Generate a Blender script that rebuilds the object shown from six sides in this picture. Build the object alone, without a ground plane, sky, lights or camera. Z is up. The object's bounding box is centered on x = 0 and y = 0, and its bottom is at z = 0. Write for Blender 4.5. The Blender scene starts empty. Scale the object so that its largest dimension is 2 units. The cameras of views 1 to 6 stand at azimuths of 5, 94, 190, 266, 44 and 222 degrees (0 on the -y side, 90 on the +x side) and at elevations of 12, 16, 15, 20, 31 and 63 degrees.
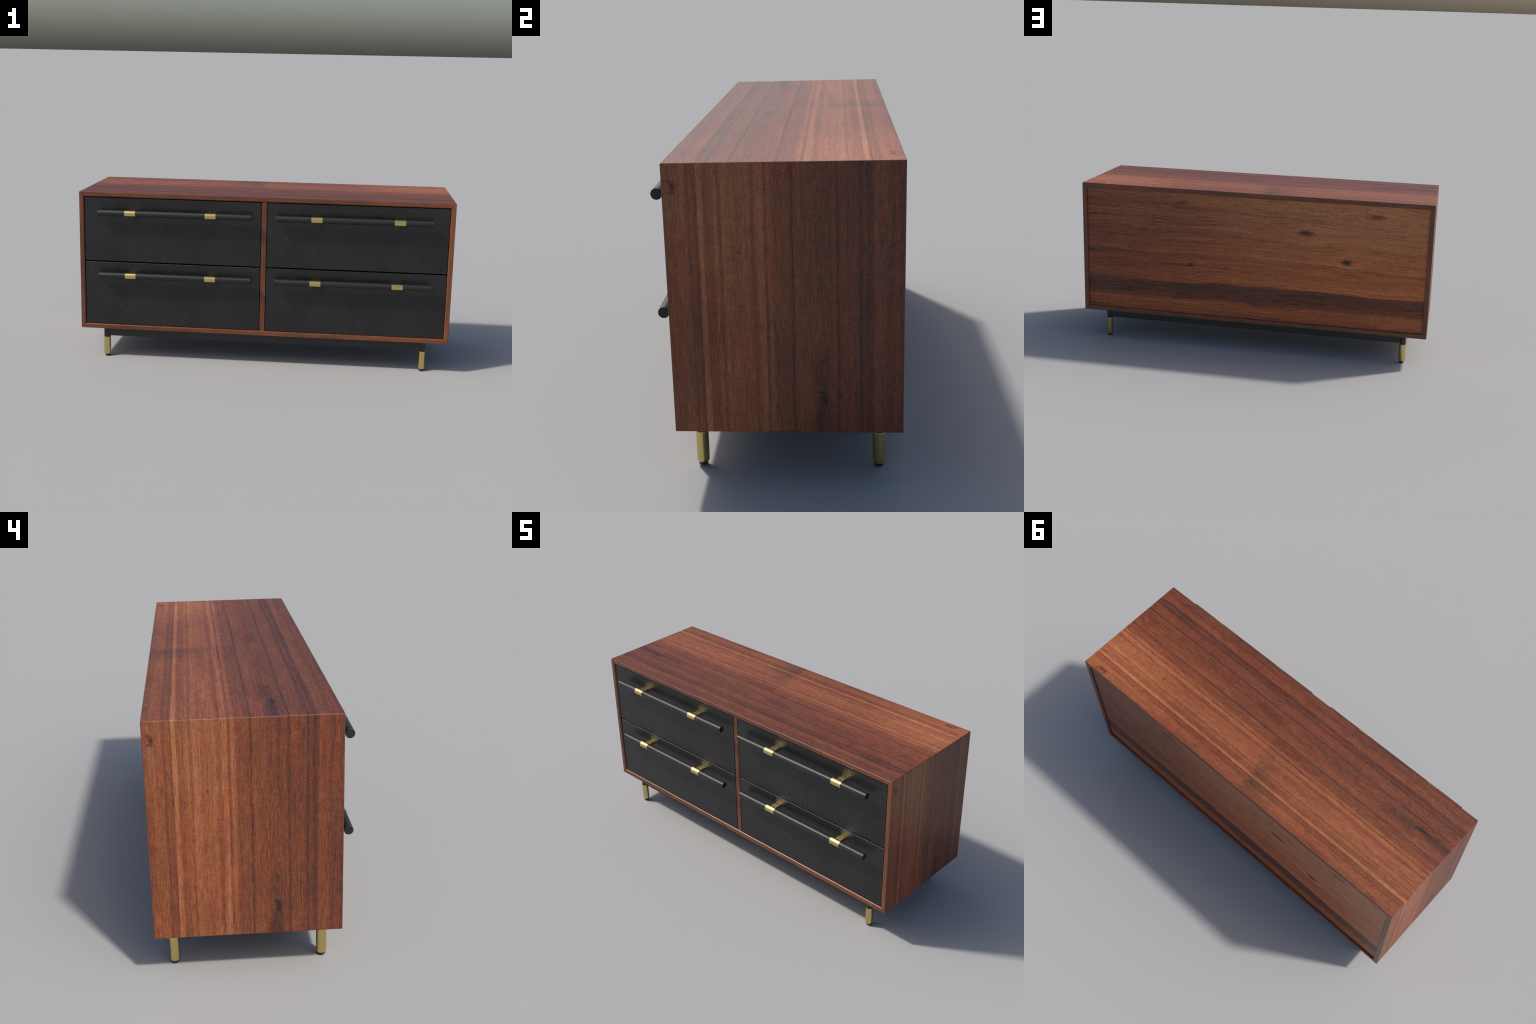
"""Low two-column dresser: mitred walnut-red wooden case, four black leather drawers,
black bar handles held by brass clips, black steel base with brass-sleeved legs."""
import bpy, bmesh, math
from mathutils import Vector

# ------------------------------------------------------------------ sizes (metres)
X = 1.0                        # half width of the case
YF, YB = -0.289, 0.342         # front and back plane of the case
Z0, Z1 = 0.1685, 0.927         # underside and top of the case
T = 0.026                      # board thickness
FIL_F, FIL_B = 0.0075, 0.0045  # rounded inner edge of the boards, front / back
BEV = 0.0025                   # tiny outer bevel
DIV = 0.0140                   # half thickness of the middle divider


# ------------------------------------------------------------------ node helpers
class Graph:
    def __init__(self, name):
        self.mat = bpy.data.materials.new(name)
        self.mat.use_nodes = True
        self.t = self.mat.node_tree
        self.t.nodes.clear()
        self.out = self.t.nodes.new("ShaderNodeOutputMaterial")
        self.bsdf = self.t.nodes.new("ShaderNodeBsdfPrincipled")
        self.t.links.new(self.bsdf.outputs[0], self.out.inputs[0])

    def put(self, sock, v):
        if isinstance(v, bpy.types.NodeSocket):
            self.t.links.new(v, sock)
        elif isinstance(v, tuple) and len(v) == 3 and sock.type == "RGBA":
            sock.default_value = (*v, 1)
        else:
            sock.default_value = v

    def m(self, op, a, b=0.0, c=0.0, clamp=False):
        n = self.t.nodes.new("ShaderNodeMath")
        n.operation, n.use_clamp = op, clamp
        for s, v in zip(n.inputs, (a, b, c)):
            self.put(s, v)
        return n.outputs[0]

    def add(self, a, b): return self.m("ADD", a, b)
    def sub(self, a, b): return self.m("SUBTRACT", a, b)
    def mul(self, a, b): return self.m("MULTIPLY", a, b)
    def mad(self, a, b, c): return self.m("MULTIPLY_ADD", a, b, c)

    def step(self, v, lo, hi):
        n = self.t.nodes.new("ShaderNodeMapRange")
        n.interpolation_type = "SMOOTHSTEP"
        self.put(n.inputs[0], v)
        n.inputs[1].default_value, n.inputs[2].default_value = lo, hi
        return n.outputs[0]

    def vec(self, x, y, z):
        n = self.t.nodes.new("ShaderNodeCombineXYZ")
        for s, v in zip(n.inputs, (x, y, z)):
            self.put(s, v)
        return n.outputs[0]

    def xyz(self):
        c = self.t.nodes.new("ShaderNodeTexCoord")
        s = self.t.nodes.new("ShaderNodeSeparateXYZ")
        self.t.links.new(c.outputs["Object"], s.inputs[0])
        return s.outputs[0], s.outputs[1], s.outputs[2]

    def noise(self, v, scale=1.0, detail=2.0, rough=0.5):
        n = self.t.nodes.new("ShaderNodeTexNoise")
        self.put(n.inputs["Vector"], v)
        n.inputs["Scale"].default_value = scale
        n.inputs["Detail"].default_value = detail
        n.inputs["Roughness"].default_value = rough
        return n.outputs[0]

    def voronoi(self, v, scale=1.0, feature="F1"):
        n = self.t.nodes.new("ShaderNodeTexVoronoi")
        n.feature = feature
        self.put(n.inputs["Vector"], v)
        n.inputs["Scale"].default_value = scale
        return n.outputs["Distance"]

    def ramp(self, v, stops):
        n = self.t.nodes.new("ShaderNodeValToRGB")
        self.put(n.inputs[0], v)
        e = n.color_ramp.elements
        while len(e) < len(stops):
            e.new(0.5)
        for el, (p, c) in zip(e, stops):
            el.position = p
            el.color = (*c, 1) if isinstance(c, tuple) else (c, c, c, 1)
        return n.outputs[0]

    def mix(self, f, a, b, mode="MIX"):
        n = self.t.nodes.new("ShaderNodeMix")
        n.data_type, n.blend_type = "RGBA", mode
        self.put(n.inputs[0], f)
        self.put(n.inputs[6], a)
        self.put(n.inputs[7], b)
        return n.outputs[2]

    def bump(self, h, strength, dist):
        n = self.t.nodes.new("ShaderNodeBump")
        n.inputs["Strength"].default_value = strength
        n.inputs["Distance"].default_value = dist
        self.put(n.inputs["Height"], h)
        self.t.links.new(n.outputs[0], self.bsdf.inputs["Normal"])

    def finish(self, color=None, rough=0.5, metal=0.0, spec=0.5):
        b = self.bsdf.inputs
        if color is not None:
            self.put(b["Base Color"], color)
        self.put(b["Roughness"], rough)
        b["Metallic"].default_value = metal
        b["Specular IOR Level"].default_value = spec
        return self.mat


# tone of the wood, from the darkest vein to the palest streak (linear albedo)
WOOD = [(0.0, (0.017, 0.0082, 0.0072)), (0.22, (0.062, 0.0180, 0.0105)),
        (0.42, (0.140, 0.0380, 0.0145)), (0.60, (0.240, 0.0710, 0.0240)),
        (0.78, (0.345, 0.1220, 0.0450)), (1.0, (0.48, 0.205, 0.088))]

# veins of the veneer sheet across its width: (distance from its first edge, tone)
VEINS = [(0.000, .46), (0.030, .55), (0.058, .58), (0.066, .40), (0.076, .50), (0.089, .36),
         (0.092, .80), (0.103, .74), (0.108, .50), (0.128, .52), (0.140, .66), (0.148, .44),
         (0.156, .70), (0.180, .60), (0.205, .60), (0.222, .66), (0.236, .46), (0.252, .72),
         (0.262, .68), (0.265, .38), (0.276, .66), (0.290, .46), (0.330, .48), (0.335, .24),
         (0.342, .52), (0.395, .46), (0.425, .40), (0.449, .45), (0.455, .22), (0.463, .46),
         (0.508, .41), (0.515, .20)]
VEINS2 = [(0.515, .22), (0.523, .42), (0.534, .26), (0.544, .28), (0.552, .50), (0.578, .47),
          (0.592, .36), (0.610, .44), (0.631, .32)]


def veneer(name, sheet):
    """The figured veneer of the top and the two sides: one sheet laid three times.
    g runs along the grain, c across it."""
    n = Graph(name)
    x, y, z = n.xyz()
    soft = None
    if sheet == "top":             # the sheet is stretched and joined to its own repeat
        wob = n.noise(n.vec(n.mul(x, 12), n.mul(y, 60), 0), 1, 4)
        soft = n.step(n.add(x, n.mad(wob, 0.10, n.mul(n.sub(y, 0.03), 0.15))), 0.065, 0.015)
        gx = n.add(n.sub(1.0, x), n.mul(soft, -0.82))
        g, c = n.mul(gx, 1 / 1.55), n.sub(YB, y)
        far = x
    elif sheet == "left":
        g, c, far = n.sub(Z1, z), n.sub(YB, y), 3.1
    else:
        g, c, far = n.sub(Z1, z), n.sub(y, YF), 7.7
    jit = n.mul(far, 0.37)
    # gentle wander of the veins
    w1 = n.noise(n.vec(n.mul(c, 5), n.mul(g, 2.6), jit), 1, 2)
    w2 = n.noise(n.vec(n.mul(c, 60), n.mul(g, 16), 4.0), 1, 2)
    cc = n.add(c, n.add(n.mul(n.sub(w1, 0.5), 0.007), n.mul(n.sub(w2, 0.5), 0.006)))
    span = 0.631
    a = n.ramp(n.m("DIVIDE", cc, span), [(p / span, v) for p, v in VEINS])
    b = n.ramp(n.m("DIVIDE", cc, span), [(p / span, v) for p, v in VEINS2])
    t = n.mad(n.mix(n.step(cc, 0.5149, 0.5151), a, b), 0.82, n.mad(n.step(cc, 0.26, 0.32), -0.030, 0.092))
    # flat-sawn heart: nested arches around c = 0.412
    dc = n.sub(cc, 0.412)
    wav = n.noise(n.vec(n.mul(dc, 55), n.mul(g, 11), jit), 1, 3, 0.6)
    near = n.step(n.m("ABSOLUTE", dc), 0.042, 0.004)
    ringpos = n.add(n.sub(n.mul(g, 0.55), n.mul(n.mul(dc, dc), 95)), n.mul(wav, 0.14))
    rings = n.sub(n.noise(n.vec(n.mul(ringpos, 62), n.mul(dc, 6), 2.0), 1, 1), 0.5)
    t = n.mad(n.mul(rings, near), 0.42, t)
    # broad tone that changes along each vein
    cloud = n.noise(n.vec(n.mul(c, 9), n.mul(g, 5), n.add(jit, 5.0)), 1, 3, 0.55)
    vary = n.noise(n.vec(n.mul(cc, 46), n.mul(g, 4.2), n.add(jit, 6.0)), 1, 3, 0.6)
    # streaks and flecks following the grain
    s1 = n.noise(n.vec(n.mul(cc, 230), n.mul(g, 3.2), n.add(jit, 1.0)), 1, 4, 0.65)
    s2 = n.noise(n.vec(n.mul(cc, 430), n.mul(g, 24), n.add(jit, 2.0)), 1, 3, 0.65)
    s3 = n.noise(n.vec(n.mul(cc, 640), n.mul(g, 150), n.add(jit, 3.0)), 1, 2, 0.6)
    flame = n.noise(n.vec(n.mul(c, 42), n.mul(g, 60), jit), 1, 2, 0.5)
    t = n.mad(n.sub(cloud, 0.5), 0.18, t)
    t = n.mad(n.sub(vary, 0.5), 0.18, t)
    t = n.mad(n.sub(s1, 0.5), 0.42, t)
    t = n.mad(n.sub(s2, 0.5), 0.74, t)
    t = n.mad(n.sub(s3, 0.5), 0.74, t)
    t = n.mad(n.sub(flame, 0.5), 0.16, t)
    # thin dark veins that come and go
    v = n.noise(n.vec(n.mul(cc, 70), n.mul(g, 1.6), n.add(jit, 9.0)), 1, 3, 0.55)
    line = n.mul(n.step(n.m("ABSOLUTE", n.sub(v, 0.5)), 0.022, 0.0), n.step(vary, 0.42, 0.58))
    t = n.mad(line, -0.12, t)
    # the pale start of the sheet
    if sheet == "top":
        pale = n.mul(n.step(x, 0.30, 0.92), n.step(y, -0.10, 0.28))
        t = n.mad(pale, 0.17, t)
    else:
        t = n.mad(n.mul(n.step(g, 0.42, 0.10), n.step(c, 0.40, 0.16)), 0.10, t)

    # knots: (g, c, length, width, darkness)
    def blob(g0, c0, lg, lc, edge=0.25, rag=0.5):
        dg, d2 = n.mul(n.sub(g, g0), 1 / lg), n.mul(n.sub(c, c0), 1 / lc)
        r = n.m("SQRT", n.add(n.mul(dg, dg), n.mul(d2, d2)))
        rg = n.noise(n.vec(n.mul(c, 90), n.mul(g, 60), jit), 1, 2)
        return n.step(n.add(r, n.mul(n.sub(rg, 0.5), rag)), 1.0 + edge, 1.0 - edge * 2.5)

    dark = n.mul(blob(0.660, 0.417, 0.024, 0.0115), 0.92)                 # big knot
    dark = n.m("MAXIMUM", dark, n.mul(blob(0.638, 0.411, 0.0045, 0.014), 0.85))
    dark = n.m("MAXIMUM", dark, n.mul(blob(0.552, 0.414, 0.014, 0.006, 0.4), 0.65))
    dark = n.m("MAXIMUM", dark, n.mul(blob(0.730, 0.408, 0.10, 0.026, 0.4), 0.42))   # its tail
    dark = n.m("MAXIMUM", dark, n.mul(blob(0.590, 0.405, 0.070, 0.026, 0.45), 0.26))
    dark = n.m("MAXIMUM", dark, n.mul(blob(0.062, 0.029, 0.014, 0.0095, 0.4), 0.55 if sheet == "top" else 0.75))  # small knot
    dark = n.m("MAXIMUM", dark, n.mul(blob(0.078, 0.026, 0.006, 0.013, 0.4), 0.55))
    dark = n.m("MAXIMUM", dark, n.mul(blob(0.048, 0.020, 0.007, 0.010, 0.4), 0.45))
    dark = n.m("MAXIMUM", dark, n.mul(blob(0.240, 0.196, 0.0045, 0.0060, 0.4), 0.65))  # pin knot
    dark = n.m("MAXIMUM", dark, n.mul(blob(0.575, 0.490, 0.006, 0.004, 0.4), 0.55))
    t = n.mul(t, n.sub(1.0, n.mul(dark, 0.9)))
    # duller grey-brown bloom near the head of the sheet and around the knots
    head = n.mul(n.step(n.add(g, n.mul(vary, 0.16)), 0.40, 0.16), n.step(n.add(c, n.mul(vary, 0.2)), 0.58, 0.16))
    if sheet == "top":             # only the repeat shows it
        head = n.mul(n.mul(head, soft), 1.35)
        t = n.mad(head, -0.07, t)
    else:
        head = n.mul(head, 0.6)
    col = n.ramp(t, WOOD)
    grey = n.m("MAXIMUM", n.mul(head, n.step(cloud, 0.25, 0.60)), n.mul(dark, 0.85))
    col = n.mix(grey, col, n.mix(1.0, col, (0.72, 0.90, 1.02), "MULTIPLY"))
    # warmer and cooler patches
    hue = n.noise(n.vec(n.mul(cc, 22), n.mul(g, 3.0), n.add(jit, 12.0)), 1, 3, 0.6)
    col = n.mix(n.step(hue, 0.42, 0.66), col, n.mix(1.0, col, (1.02, 0.88, 0.92), "MULTIPLY"))
    n.bump(n.mad(s2, 0.6, s3), 0.10, 0.0006)
    return n.finish(col, rough=n.mad(s2, 0.12, 0.42), spec=0.45)


def back_veneer():
    n = Graph("wood_back")
    x, y, z = n.xyz()
    g = n.sub(1.0, x)
    lo = n.noise(n.vec(n.mul(g, 1.7), n.mul(z, 3.2), 2), 1, 2)
    mid = n.noise(n.vec(n.mul(g, 7), n.mul(z, 24), 8), 1, 2)
    tilt = n.mul(n.mul(n.step(z, 0.38, 0.85), n.step(g, 0.5, 2.0)), 0.06)
    zz = n.add(n.add(z, tilt), n.add(n.mul(n.sub(lo, 0.5), 0.075), n.mul(n.sub(mid, 0.5), 0.008)))

    knots = [(0.595, 0.845, .050, .012, .38), (1.303, 0.722, .050, .016, .72), (1.688, 0.838, .058, .018, .46),
             (1.535, 0.571, .030, .019, .95), (0.639, 0.488, .018, .012, .70)]
    dark = None
    rag = n.noise(n.vec(n.mul(g, 45), n.mul(z, 120), 1), 1, 2)
    for gk, zk, lg, lz, amt in knots:
        dg, dz = n.mul(n.sub(g, gk), 1 / lg), n.mul(n.sub(z, zk), 1 / lz)
        r2 = n.add(n.mul(dg, dg), n.mul(dz, dz))
        k = n.mul(n.step(n.add(n.m("SQRT", r2), n.mul(n.sub(rag, 0.5), 1.5)), 1.35, 0.15), amt)
        # the grain parts around the knot
        bulge = n.m("EXPONENT", n.mul(n.add(n.mul(n.mul(dg, dg), 0.22), n.mul(n.mul(dz, dz), 0.06)), -1.0))
        zz = n.sub(zz, n.mul(n.mul(bulge, n.sub(z, zk - 0.004)), 0.55))
        dark = k if dark is None else n.m("MAXIMUM", dark, k)

    base = n.ramp(n.m("DIVIDE", n.sub(zz, 0.17), 0.80), [
        (0.00, .38), (0.05, .52), (0.120, .58), (0.145, .36), (0.165, .25), (0.225, .20), (0.258, .23), (0.266, .56),
        (0.31, .60), (0.37, .48), (0.42, .56), (0.455, .44), (0.48, .60), (0.53, .52), (0.58, .56), (0.63, .46),
        (0.67, .60), (0.72, .54), (0.77, .58), (0.82, .54), (0.88, .62), (0.95, .58), (1.0, .56)])
    s1 = n.noise(n.vec(n.mul(zz, 150), n.mul(g, 2.4), 1), 1, 4, 0.62)
    s2 = n.noise(n.vec(n.mul(zz, 300), n.mul(g, 15), 2), 1, 3, 0.65)
    s3 = n.noise(n.vec(n.mul(zz, 520), n.mul(g, 80), 3), 1, 2, 0.6)
    v = n.noise(n.vec(n.mul(zz, 40), n.mul(g, 0.8), 6), 1, 3, 0.55)
    cloud = n.noise(n.vec(n.mul(z, 12), n.mul(g, 3.5), 4), 1, 3)
    line = n.mul(n.step(n.m("ABSOLUTE", n.sub(v, 0.5)), 0.026, 0.0), n.step(cloud, 0.35, 0.6))
    flame = n.noise(n.vec(n.mul(z, 60), n.mul(g, 34), 4), 1, 2)
    t = n.mad(n.sub(s1, 0.5), 0.62, base)
    t = n.mad(n.sub(s2, 0.5), 0.76, t)
    t = n.mad(n.sub(s3, 0.5), 0.72, t)
    t = n.mad(n.sub(cloud, 0.5), 0.22, t)
    t = n.mad(n.sub(flame, 0.5), 0.20, t)
    t = n.add(n.mad(line, -0.30, t), 0.115)
    # paler toward the -x end, darker toward +x
    plank = n.step(zz, 0.375, 0.385)
    t = n.add(t, n.mul(n.sub(n.step(g, 0.0, 1.5), 0.50), n.mad(plank, 0.24, 0.06)))
    t = n.mul(t, n.sub(1.0, dark))
    col = n.ramp(t, WOOD)
    low = n.mul(n.step(z, 0.80, 0.45), n.step(t, 0.25, 0.5))
    col = n.mix(low, col, n.mix(1.0, col, (1.16, 0.90, 0.66), "MULTIPLY"))
    tan = n.mul(n.step(g, 0.4, 1.6), n.step(z, 0.36, 0.70))
    col = n.mix(n.mul(tan, 0.85), col, n.mix(1.0, col, (1.10, 1.08, 0.95), "MULTIPLY"))
    n.bump(n.mad(s2, 0.6, s3), 0.10, 0.0006)
    return n.finish(col, rough=n.mad(s2, 0.12, 0.38), spec=0.45)


def edge_wood(name, axis, tone=0.45, seed=0.0):
    """Plain straight-grained wood for rims, divider and underside."""
    n = Graph(name)
    p = n.xyz()
    g = p[axis]
    u, w = [p[i] for i in range(3) if i != axis]
    s1 = n.noise(n.vec(n.mad(u, 170, seed), n.mul(w, 170), n.mul(g, 3.5)), 1, 4, 0.6)
    s2 = n.noise(n.vec(n.mad(u, 520, seed), n.mul(w, 520), n.mul(g, 26)), 1, 3, 0.6)
    cl = n.noise(n.vec(n.mad(u, 30, seed), n.mul(w, 30), n.mul(g, 7)), 1, 2)
    t = n.mad(n.sub(s1, 0.5), 0.30, tone)
    t = n.mad(n.sub(s2, 0.5), 0.32, t)
    t = n.mad(n.sub(cl, 0.5), 0.32, t)
    n.bump(s2, 0.10, 0.0006)
    t = n.mad(n.mul(n.step(p[0], 0.15, 1.0), n.step(p[1], 0.0, -0.2)), 0.09, t)  # specular sheen painted into the tone: front edges paler toward +x
    col = n.ramp(t, WOOD)
    dull = n.step(n.noise(n.vec(n.mad(u, 24, seed), n.mul(w, 24), n.mul(g, 11)), 1, 3), 0.40, 0.62)
    col = n.mix(dull, col, n.mix(1.0, col, (0.76, 0.98, 1.0), "MULTIPLY"))
    return n.finish(col, rough=0.32, spec=0.5)


def leather():
    n = Graph("black_leather")
    x, y, z = n.xyz()
    big = n.noise(n.vec(n.mul(x, 5.5), 0.3, n.mul(z, 4.0)), 1, 3, 0.55)
    warp = n.noise(n.vec(n.mul(x, 16), 2.0, n.mul(z, 12)), 1, 2)
    px = n.add(x, n.mul(n.sub(warp, 0.5), 0.03))
    pz = n.add(n.mul(z, 0.72), n.mul(n.sub(big, 0.5), 0.05))
    cell = n.voronoi(n.vec(px, 0, pz), 230)
    pore = n.noise(n.vec(n.mul(px, 260), 1.0, n.mul(pz, 200)), 1, 2, 0.6)
    crease = n.noise(n.vec(n.mul(px, 60), 5.0, n.mul(pz, 22)), 1, 2)
    h = n.add(n.mul(cell, 0.6), n.add(n.mul(pore, 0.9), n.mul(crease, 0.35)))
    n.bump(n.mul(h, n.mad(n.step(big, 0.15, 0.65), 0.6, 0.4)), 0.48, 0.0022)
    # specular glints painted in as pale specks, plus hair creases, gathered in patches
    speck = n.noise(n.vec(n.mul(px, 330), 7.0, n.mul(pz, 240)), 1, 2, 0.6)
    hair = n.step(n.m("ABSOLUTE", n.sub(n.noise(n.vec(n.mul(n.add(px, n.mul(pz, 0.35)), 190), 3.0, n.mul(pz, 75)), 1, 2, 0.5), 0.5)), 0.035, 0.0)
    patch = n.step(n.add(big, n.mul(n.sub(crease, 0.5), 0.55)), 0.30, 0.66)
    glint_and_crease = n.mul(n.m("MAXIMUM", n.step(speck, 0.55, 0.70), n.mul(hair, 0.55)), n.mad(patch, 0.6, 0.4))
    col = n.mix(glint_and_crease, n.mix(n.step(big, 0.35, 0.7), (0.0060, 0.0062, 0.0068), (0.0075, 0.0078, 0.0084)), (0.046, 0.0465, 0.048))
    return n.finish(col, rough=n.mad(big, 0.10, 0.27), spec=0.46)


def plain(name, color, rough, metal=0.0, spec=0.5, grain=0.0):
    n = Graph(name)
    if grain:
        x, y, z = n.xyz()
        k = n.noise(n.vec(n.mul(x, 300), n.mul(y, 300), n.mul(z, 300)), 1, 2)
        return n.finish(color, n.mad(k, grain, rough - grain / 2), metal, spec)
    return n.finish(color, rough, metal, spec)


# ------------------------------------------------------------------ geometry helpers
def mesh_object(name, bm, mats, parent=None, smooth=35):
    bmesh.ops.recalc_face_normals(bm, faces=bm.faces)
    me = bpy.data.meshes.new(name)
    bm.to_mesh(me)
    bm.free()
    for m in mats:
        me.materials.append(m)
    if smooth:
        me.shade_smooth()
        me.set_sharp_from_angle(angle=math.radians(smooth))
    ob = bpy.data.objects.new(name, me)
    bpy.context.scene.collection.objects.link(ob)
    ob.parent = parent
    if smooth:                      # keep the large flat faces flat beside rounded edges
        w = ob.modifiers.new("weighted_normals", "WEIGHTED_NORMAL")
        w.keep_sharp, w.weight = True, 100
    return ob


def copy_of(ob, name, parent, location):
    c = ob.copy()
    c.name = name
    c.parent = parent
    c.location = location
    bpy.context.scene.collection.objects.link(c)
    return c


def loft(bm, rings, mat=0, cap=True, closed=True):
    loops = [[bm.verts.new(p) for p in r] for r in rings]
    k = len(loops[0])
    for a, b in zip(loops, loops[1:]):
        for i in range(k if closed else k - 1):
            f = bm.faces.new((a[i], a[(i + 1) % k], b[(i + 1) % k], b[i]))
            f.material_index = mat
    if cap:
        bm.faces.new(loops[0][::-1]).material_index = mat
        bm.faces.new(loops[-1]).material_index = mat
    return loops


def arc(cx, cy, r, a0, a1, n):
    return [(cx + r * math.cos(math.radians(a0 + (a1 - a0) * i / n)),
             cy + r * math.sin(math.radians(a0 + (a1 - a0) * i / n))) for i in range(n + 1)]


def mitred_board(name, parent, mats, half, place):
    """Board with mitred ends. Section is drawn in (t, y): t = depth inward from the outer face.
    The inner front and back edges are rounded over; place(s, t, y) puts it in the case."""
    b = BEV
    sec = arc(b, YF + b, b, 180, 270, 4)
    sec += arc(T - FIL_F, YF + FIL_F, FIL_F, -90, 0, 5)
    sec += arc(T - FIL_B, YB - FIL_B, FIL_B, 0, 90, 4)
    sec += arc(b, YB - b, b, 90, 180, 4)

    def gap(t):                     # fine open joint, closed at the outer corner
        return 0.0008 if t > b * 1.01 else 0.0002

    rings = []
    for sign in (-1, 1):
        end = [place(sign * (half - max(t, b * 0.45) - gap(t)), max(t, b * 0.45), y) for t, y in sec]
        sub = [place(sign * (half - max(b, t + 0.0012) - gap(t)), t, y) for t, y in sec]
        rings += [end, sub] if sign < 0 else [sub, end]
    bm = bmesh.new()
    loft(bm, rings)
    bm.normal_update()
    for f in bm.faces:              # rims get the straight-grained edge wood
        ys = [v.co.y for v in f.verts]
        if abs(f.normal.y) > 0.12 and (max(ys) < YF + 0.02 or min(ys) > YB - 0.02):
            f.material_index = 1
    return mesh_object(name, bm, mats, parent, smooth=30)


def rounded_box(bm, x0, x1, y0, y1, z0, z1, r, seg=2, mat=0):
    res = bmesh.ops.create_cube(bm, size=1.0)
    for v in res["verts"]:
        v.co = Vector((x0 + (v.co.x + .5) * (x1 - x0), y0 + (v.co.y + .5) * (y1 - y0), z0 + (v.co.z + .5) * (z1 - z0)))
    if r:
        es = list({e for v in res["verts"] for e in v.link_edges})
        bmesh.ops.bevel(bm, geom=es, offset=r, segments=seg, profile=0.5, affect="EDGES")
    for f in bm.faces:
        f.material_index = mat


def lathe(bm, prof, axis="Z", n=40, center=(0, 0, 0), cap=True):
    """prof: (radius, position along the axis)."""
    rings = []
    for r, h in prof:
        ring = []
        for i in range(n):
            a = math.tau * i / n
            p, q = r * math.cos(a), r * math.sin(a)
            ring.append(Vector({"Z": (p, q, h), "X": (h, p, q), "Y": (p, h, q)}[axis]) + Vector(center))
        rings.append(ring)
    loft(bm, rings, cap=cap)


# ------------------------------------------------------------------ materials
m_top, m_left, m_right = veneer("wood_top", "top"), veneer("wood_left", "left"), veneer("wood_right", "right")
m_back = back_veneer()
m_rail = edge_wood("wood_edge_rail", 0, 0.44, 0.0)
m_stile = edge_wood("wood_edge_stile", 2, 0.44, 5.0)
m_under = edge_wood("wood_underside", 0, 0.36, 9.0)
m_leather = leather()
m_black = plain("black_lacquered_steel", (0.016, 0.016, 0.0165), 0.42, 0.0, 0.5)
m_bar = plain("black_bar", (0.016, 0.0158, 0.0155), 0.44, 0.0, 0.42)
m_brass = plain("brushed_brass", (0.66, 0.52, 0.20), 0.26, 1.0, 0.5, grain=0.06)
m_rubber = plain("black_rubber", (0.012, 0.012, 0.013), 0.55)

# ------------------------------------------------------------------ the dresser
root = bpy.data.objects.new("dresser", None)
bpy.context.scene.collection.objects.link(root)
root["label"] = "low reddish walnut dresser with four black leather drawers, brass details"
root["category"] = "dresser"

zc, zh = (Z0 + Z1) / 2, (Z1 - Z0) / 2
mitred_board("case_top", root, [m_top, m_rail], X, lambda s, t, y: (s, y, Z1 - t))
mitred_board("case_bottom", root, [m_under, m_rail], X, lambda s, t, y: (s, y, Z0 + t))
mitred_board("case_side", root, [m_left, m_stile], zh, lambda s, t, y: (-X + t, y, zc + s))
mitred_board("case_side", root, [m_right, m_stile], zh, lambda s, t, y: (X - t, y, zc + s))

bm = bmesh.new()
rounded_box(bm, -DIV, DIV, YF + 0.0055, YB - 0.03, Z0 + T - 0.004, Z1 - T + 0.004, 0.002, 2)
mesh_object("divider", bm, [m_stile], root)

bm = bmesh.new()
rounded_box(bm, -X + T - 0.004, X - T + 0.004, YB - 0.022, YB - 0.009, Z0 + T - 0.004, Z1 - T + 0.004, 0)
mesh_object("back_panel", bm, [m_back], root, smooth=0)

# drawers: one leather-covered front, placed four times
DW, DH = 0.9555, 0.3485
bm = bmesh.new()
rounded_box(bm, -DW / 2, DW / 2, 0.0, 0.024, -DH / 2, DH / 2, 0.0032, 3)
first = None
HANDLE_Y = -0.3245
FRONT_Y = YF + 0.005
BAR_R = 0.0162

bar_bm = bmesh.new()
L = 0.8265 / 2
lathe(bar_bm, [(BAR_R - 0.0010, -L), (BAR_R, -L + 0.0010), (BAR_R, L - 0.0010), (BAR_R - 0.0010, L)], "X", 48)
bar0 = mesh_object("handle_bar", bar_bm, [m_bar])

clip_bm = bmesh.new()
CW, CR = 0.0292, 0.0173
lathe(clip_bm, [(BAR_R - 0.0006, -CW), (CR - 0.0004, -CW), (CR, -CW + 0.0004), (CR, CW - 0.0004), (CR - 0.0004, CW), (BAR_R - 0.0006, CW)],
      "X", 48)
post_len = FRONT_Y - HANDLE_Y
arm = bmesh.new()
rounded_box(arm, -0.0180, 0.0180, 0.010, post_len + 0.004, -0.0092, 0.0092, 0.0022, 2)
arm_me = bpy.data.meshes.new("arm")
arm.to_mesh(arm_me)
arm.free()
clip_bm.from_mesh(arm_me)
bpy.data.meshes.remove(arm_me)
clip0 = mesh_object("handle_bracket", clip_bm, [m_brass], smooth=35)

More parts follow.
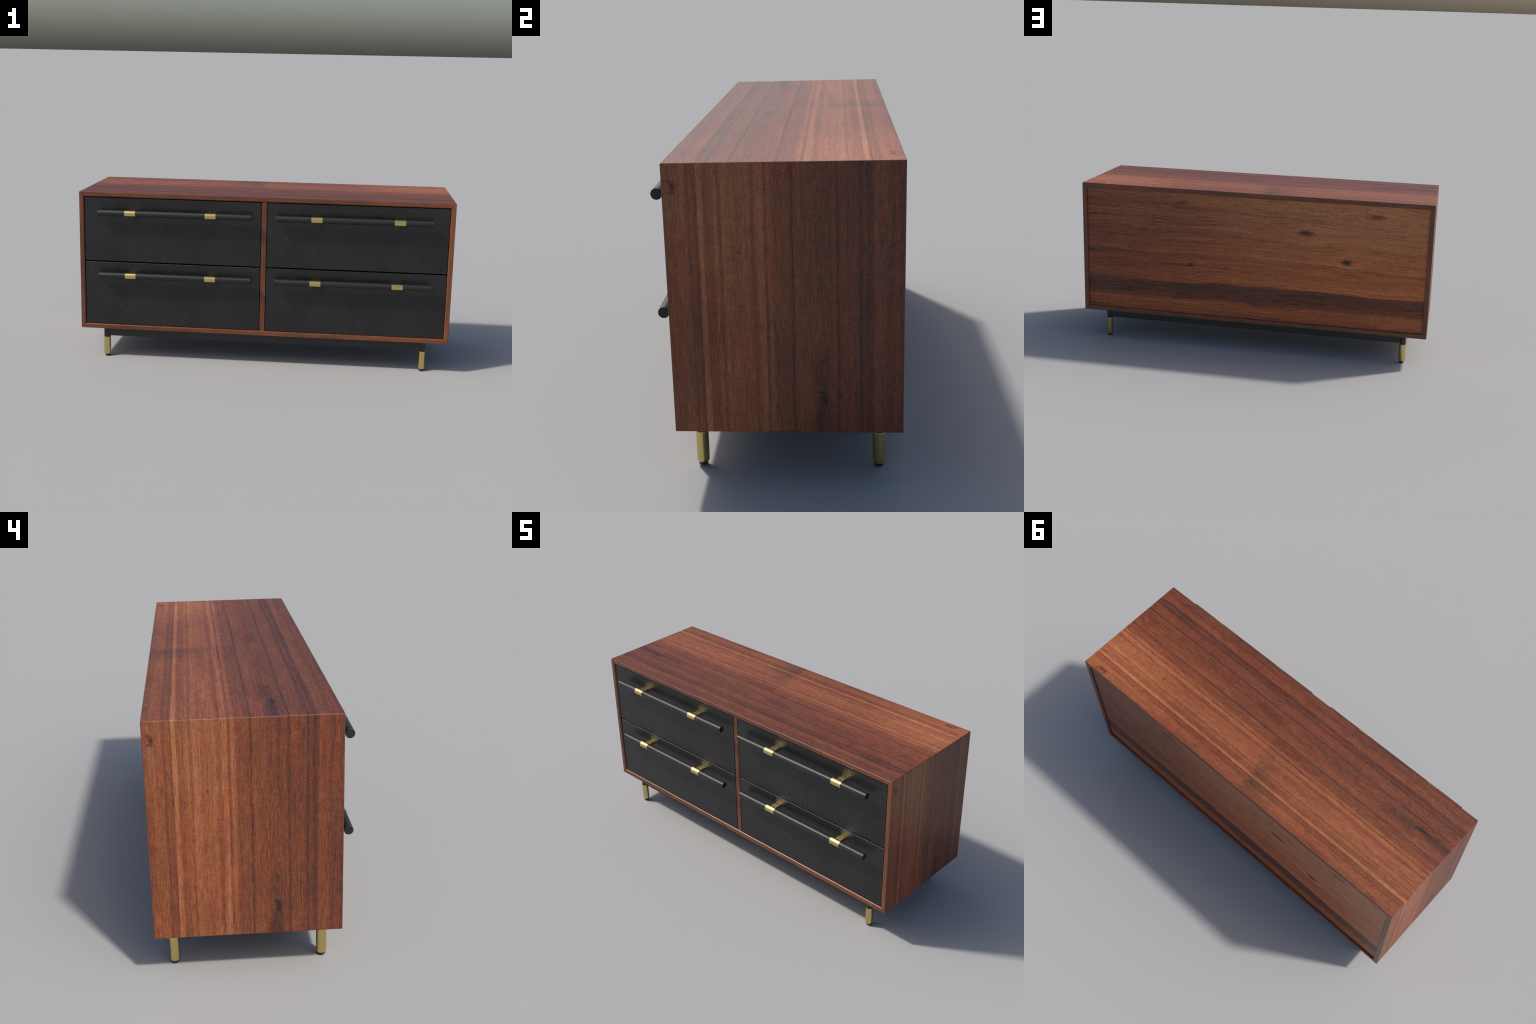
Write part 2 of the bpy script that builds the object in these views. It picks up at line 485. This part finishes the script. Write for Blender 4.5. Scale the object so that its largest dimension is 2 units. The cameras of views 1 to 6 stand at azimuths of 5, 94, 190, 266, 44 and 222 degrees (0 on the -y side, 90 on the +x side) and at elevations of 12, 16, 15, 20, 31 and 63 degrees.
drawers = []
for col, sx in ((-1, -0.4943), (1, 0.4943)):
    for zd, zhandle in ((0.7242, 0.8222), (0.3700, 0.4805)):
        if first is None:
            d = first = mesh_object("drawer", bm, [m_leather], root, smooth=35)
            d.location = (sx, FRONT_Y, zd)
        else:
            d = copy_of(first, "drawer", root, (sx, FRONT_Y, zd))
        hy, hz = HANDLE_Y - FRONT_Y, zhandle - zd
        copy_of(bar0, "handle_bar", d, (col * 0.4755 - sx, hy, hz))
        for off in (-0.2157, 0.2157):
            copy_of(clip0, "handle_bracket", d, (col * 0.4970 - sx + off, hy, hz))
for o in (bar0, clip0):
    bpy.data.objects.remove(o)

# base: black legs with brass sleeves, joined by black rails just under the case
LEG_X, LEG_YF, LEG_YB, LEG_R = 0.869, -0.2355, 0.2805, 0.0177
bm = bmesh.new()
lathe(bm, [(LEG_R, 0.104), (LEG_R, Z0 + 0.001)], "Z", 40)
leg0 = mesh_object("leg", bm, [m_black])
bm = bmesh.new()
R2 = LEG_R + 0.0005
lathe(bm, [(R2 - 0.0042, 0.0085), (R2 - 0.0018, 0.0102), (R2 - 0.0005, 0.0130), (R2, 0.0160), (R2, 0.0172), (R2, 0.1070), (R2, 0.1080), (R2 - 0.0006, 0.1090)], "Z", 40)
sleeve0 = mesh_object("brass_sleeve", bm, [m_brass], smooth=40)
bm = bmesh.new()
lathe(bm, [(0.0118, 0.0), (0.0138, 0.0018), (0.0138, 0.0095)], "Z", 32)
pad0 = mesh_object("foot_pad", bm, [m_rubber])
for sx in (-1, 1):
    for ly in (LEG_YF, LEG_YB):
        leg = copy_of(leg0, "leg", root, (sx * LEG_X, ly, 0))
        copy_of(sleeve0, "brass_sleeve", leg, (0, 0, 0))
        copy_of(pad0, "foot_pad", leg, (0, 0, 0))
for o in (leg0, sleeve0, pad0):
    bpy.data.objects.remove(o)

RZ0, RZ1, RT = 0.1165, Z0 + 0.0005, 0.0105
for ly in (LEG_YF, LEG_YB):
    bm = bmesh.new()
    rounded_box(bm, -LEG_X + 0.008, LEG_X - 0.008, ly - RT, ly + RT, RZ0, RZ1, 0.001, 1)
    mesh_object("base_rail", bm, [m_black], root)
for sx in (-1, 1):
    bm = bmesh.new()
    rounded_box(bm, sx * LEG_X - RT, sx * LEG_X + RT, LEG_YF + 0.008, LEG_YB - 0.008, RZ0, RZ1, 0.001, 1)
    mesh_object("base_rail", bm, [m_black], root)

bpy.context.view_layer.update()
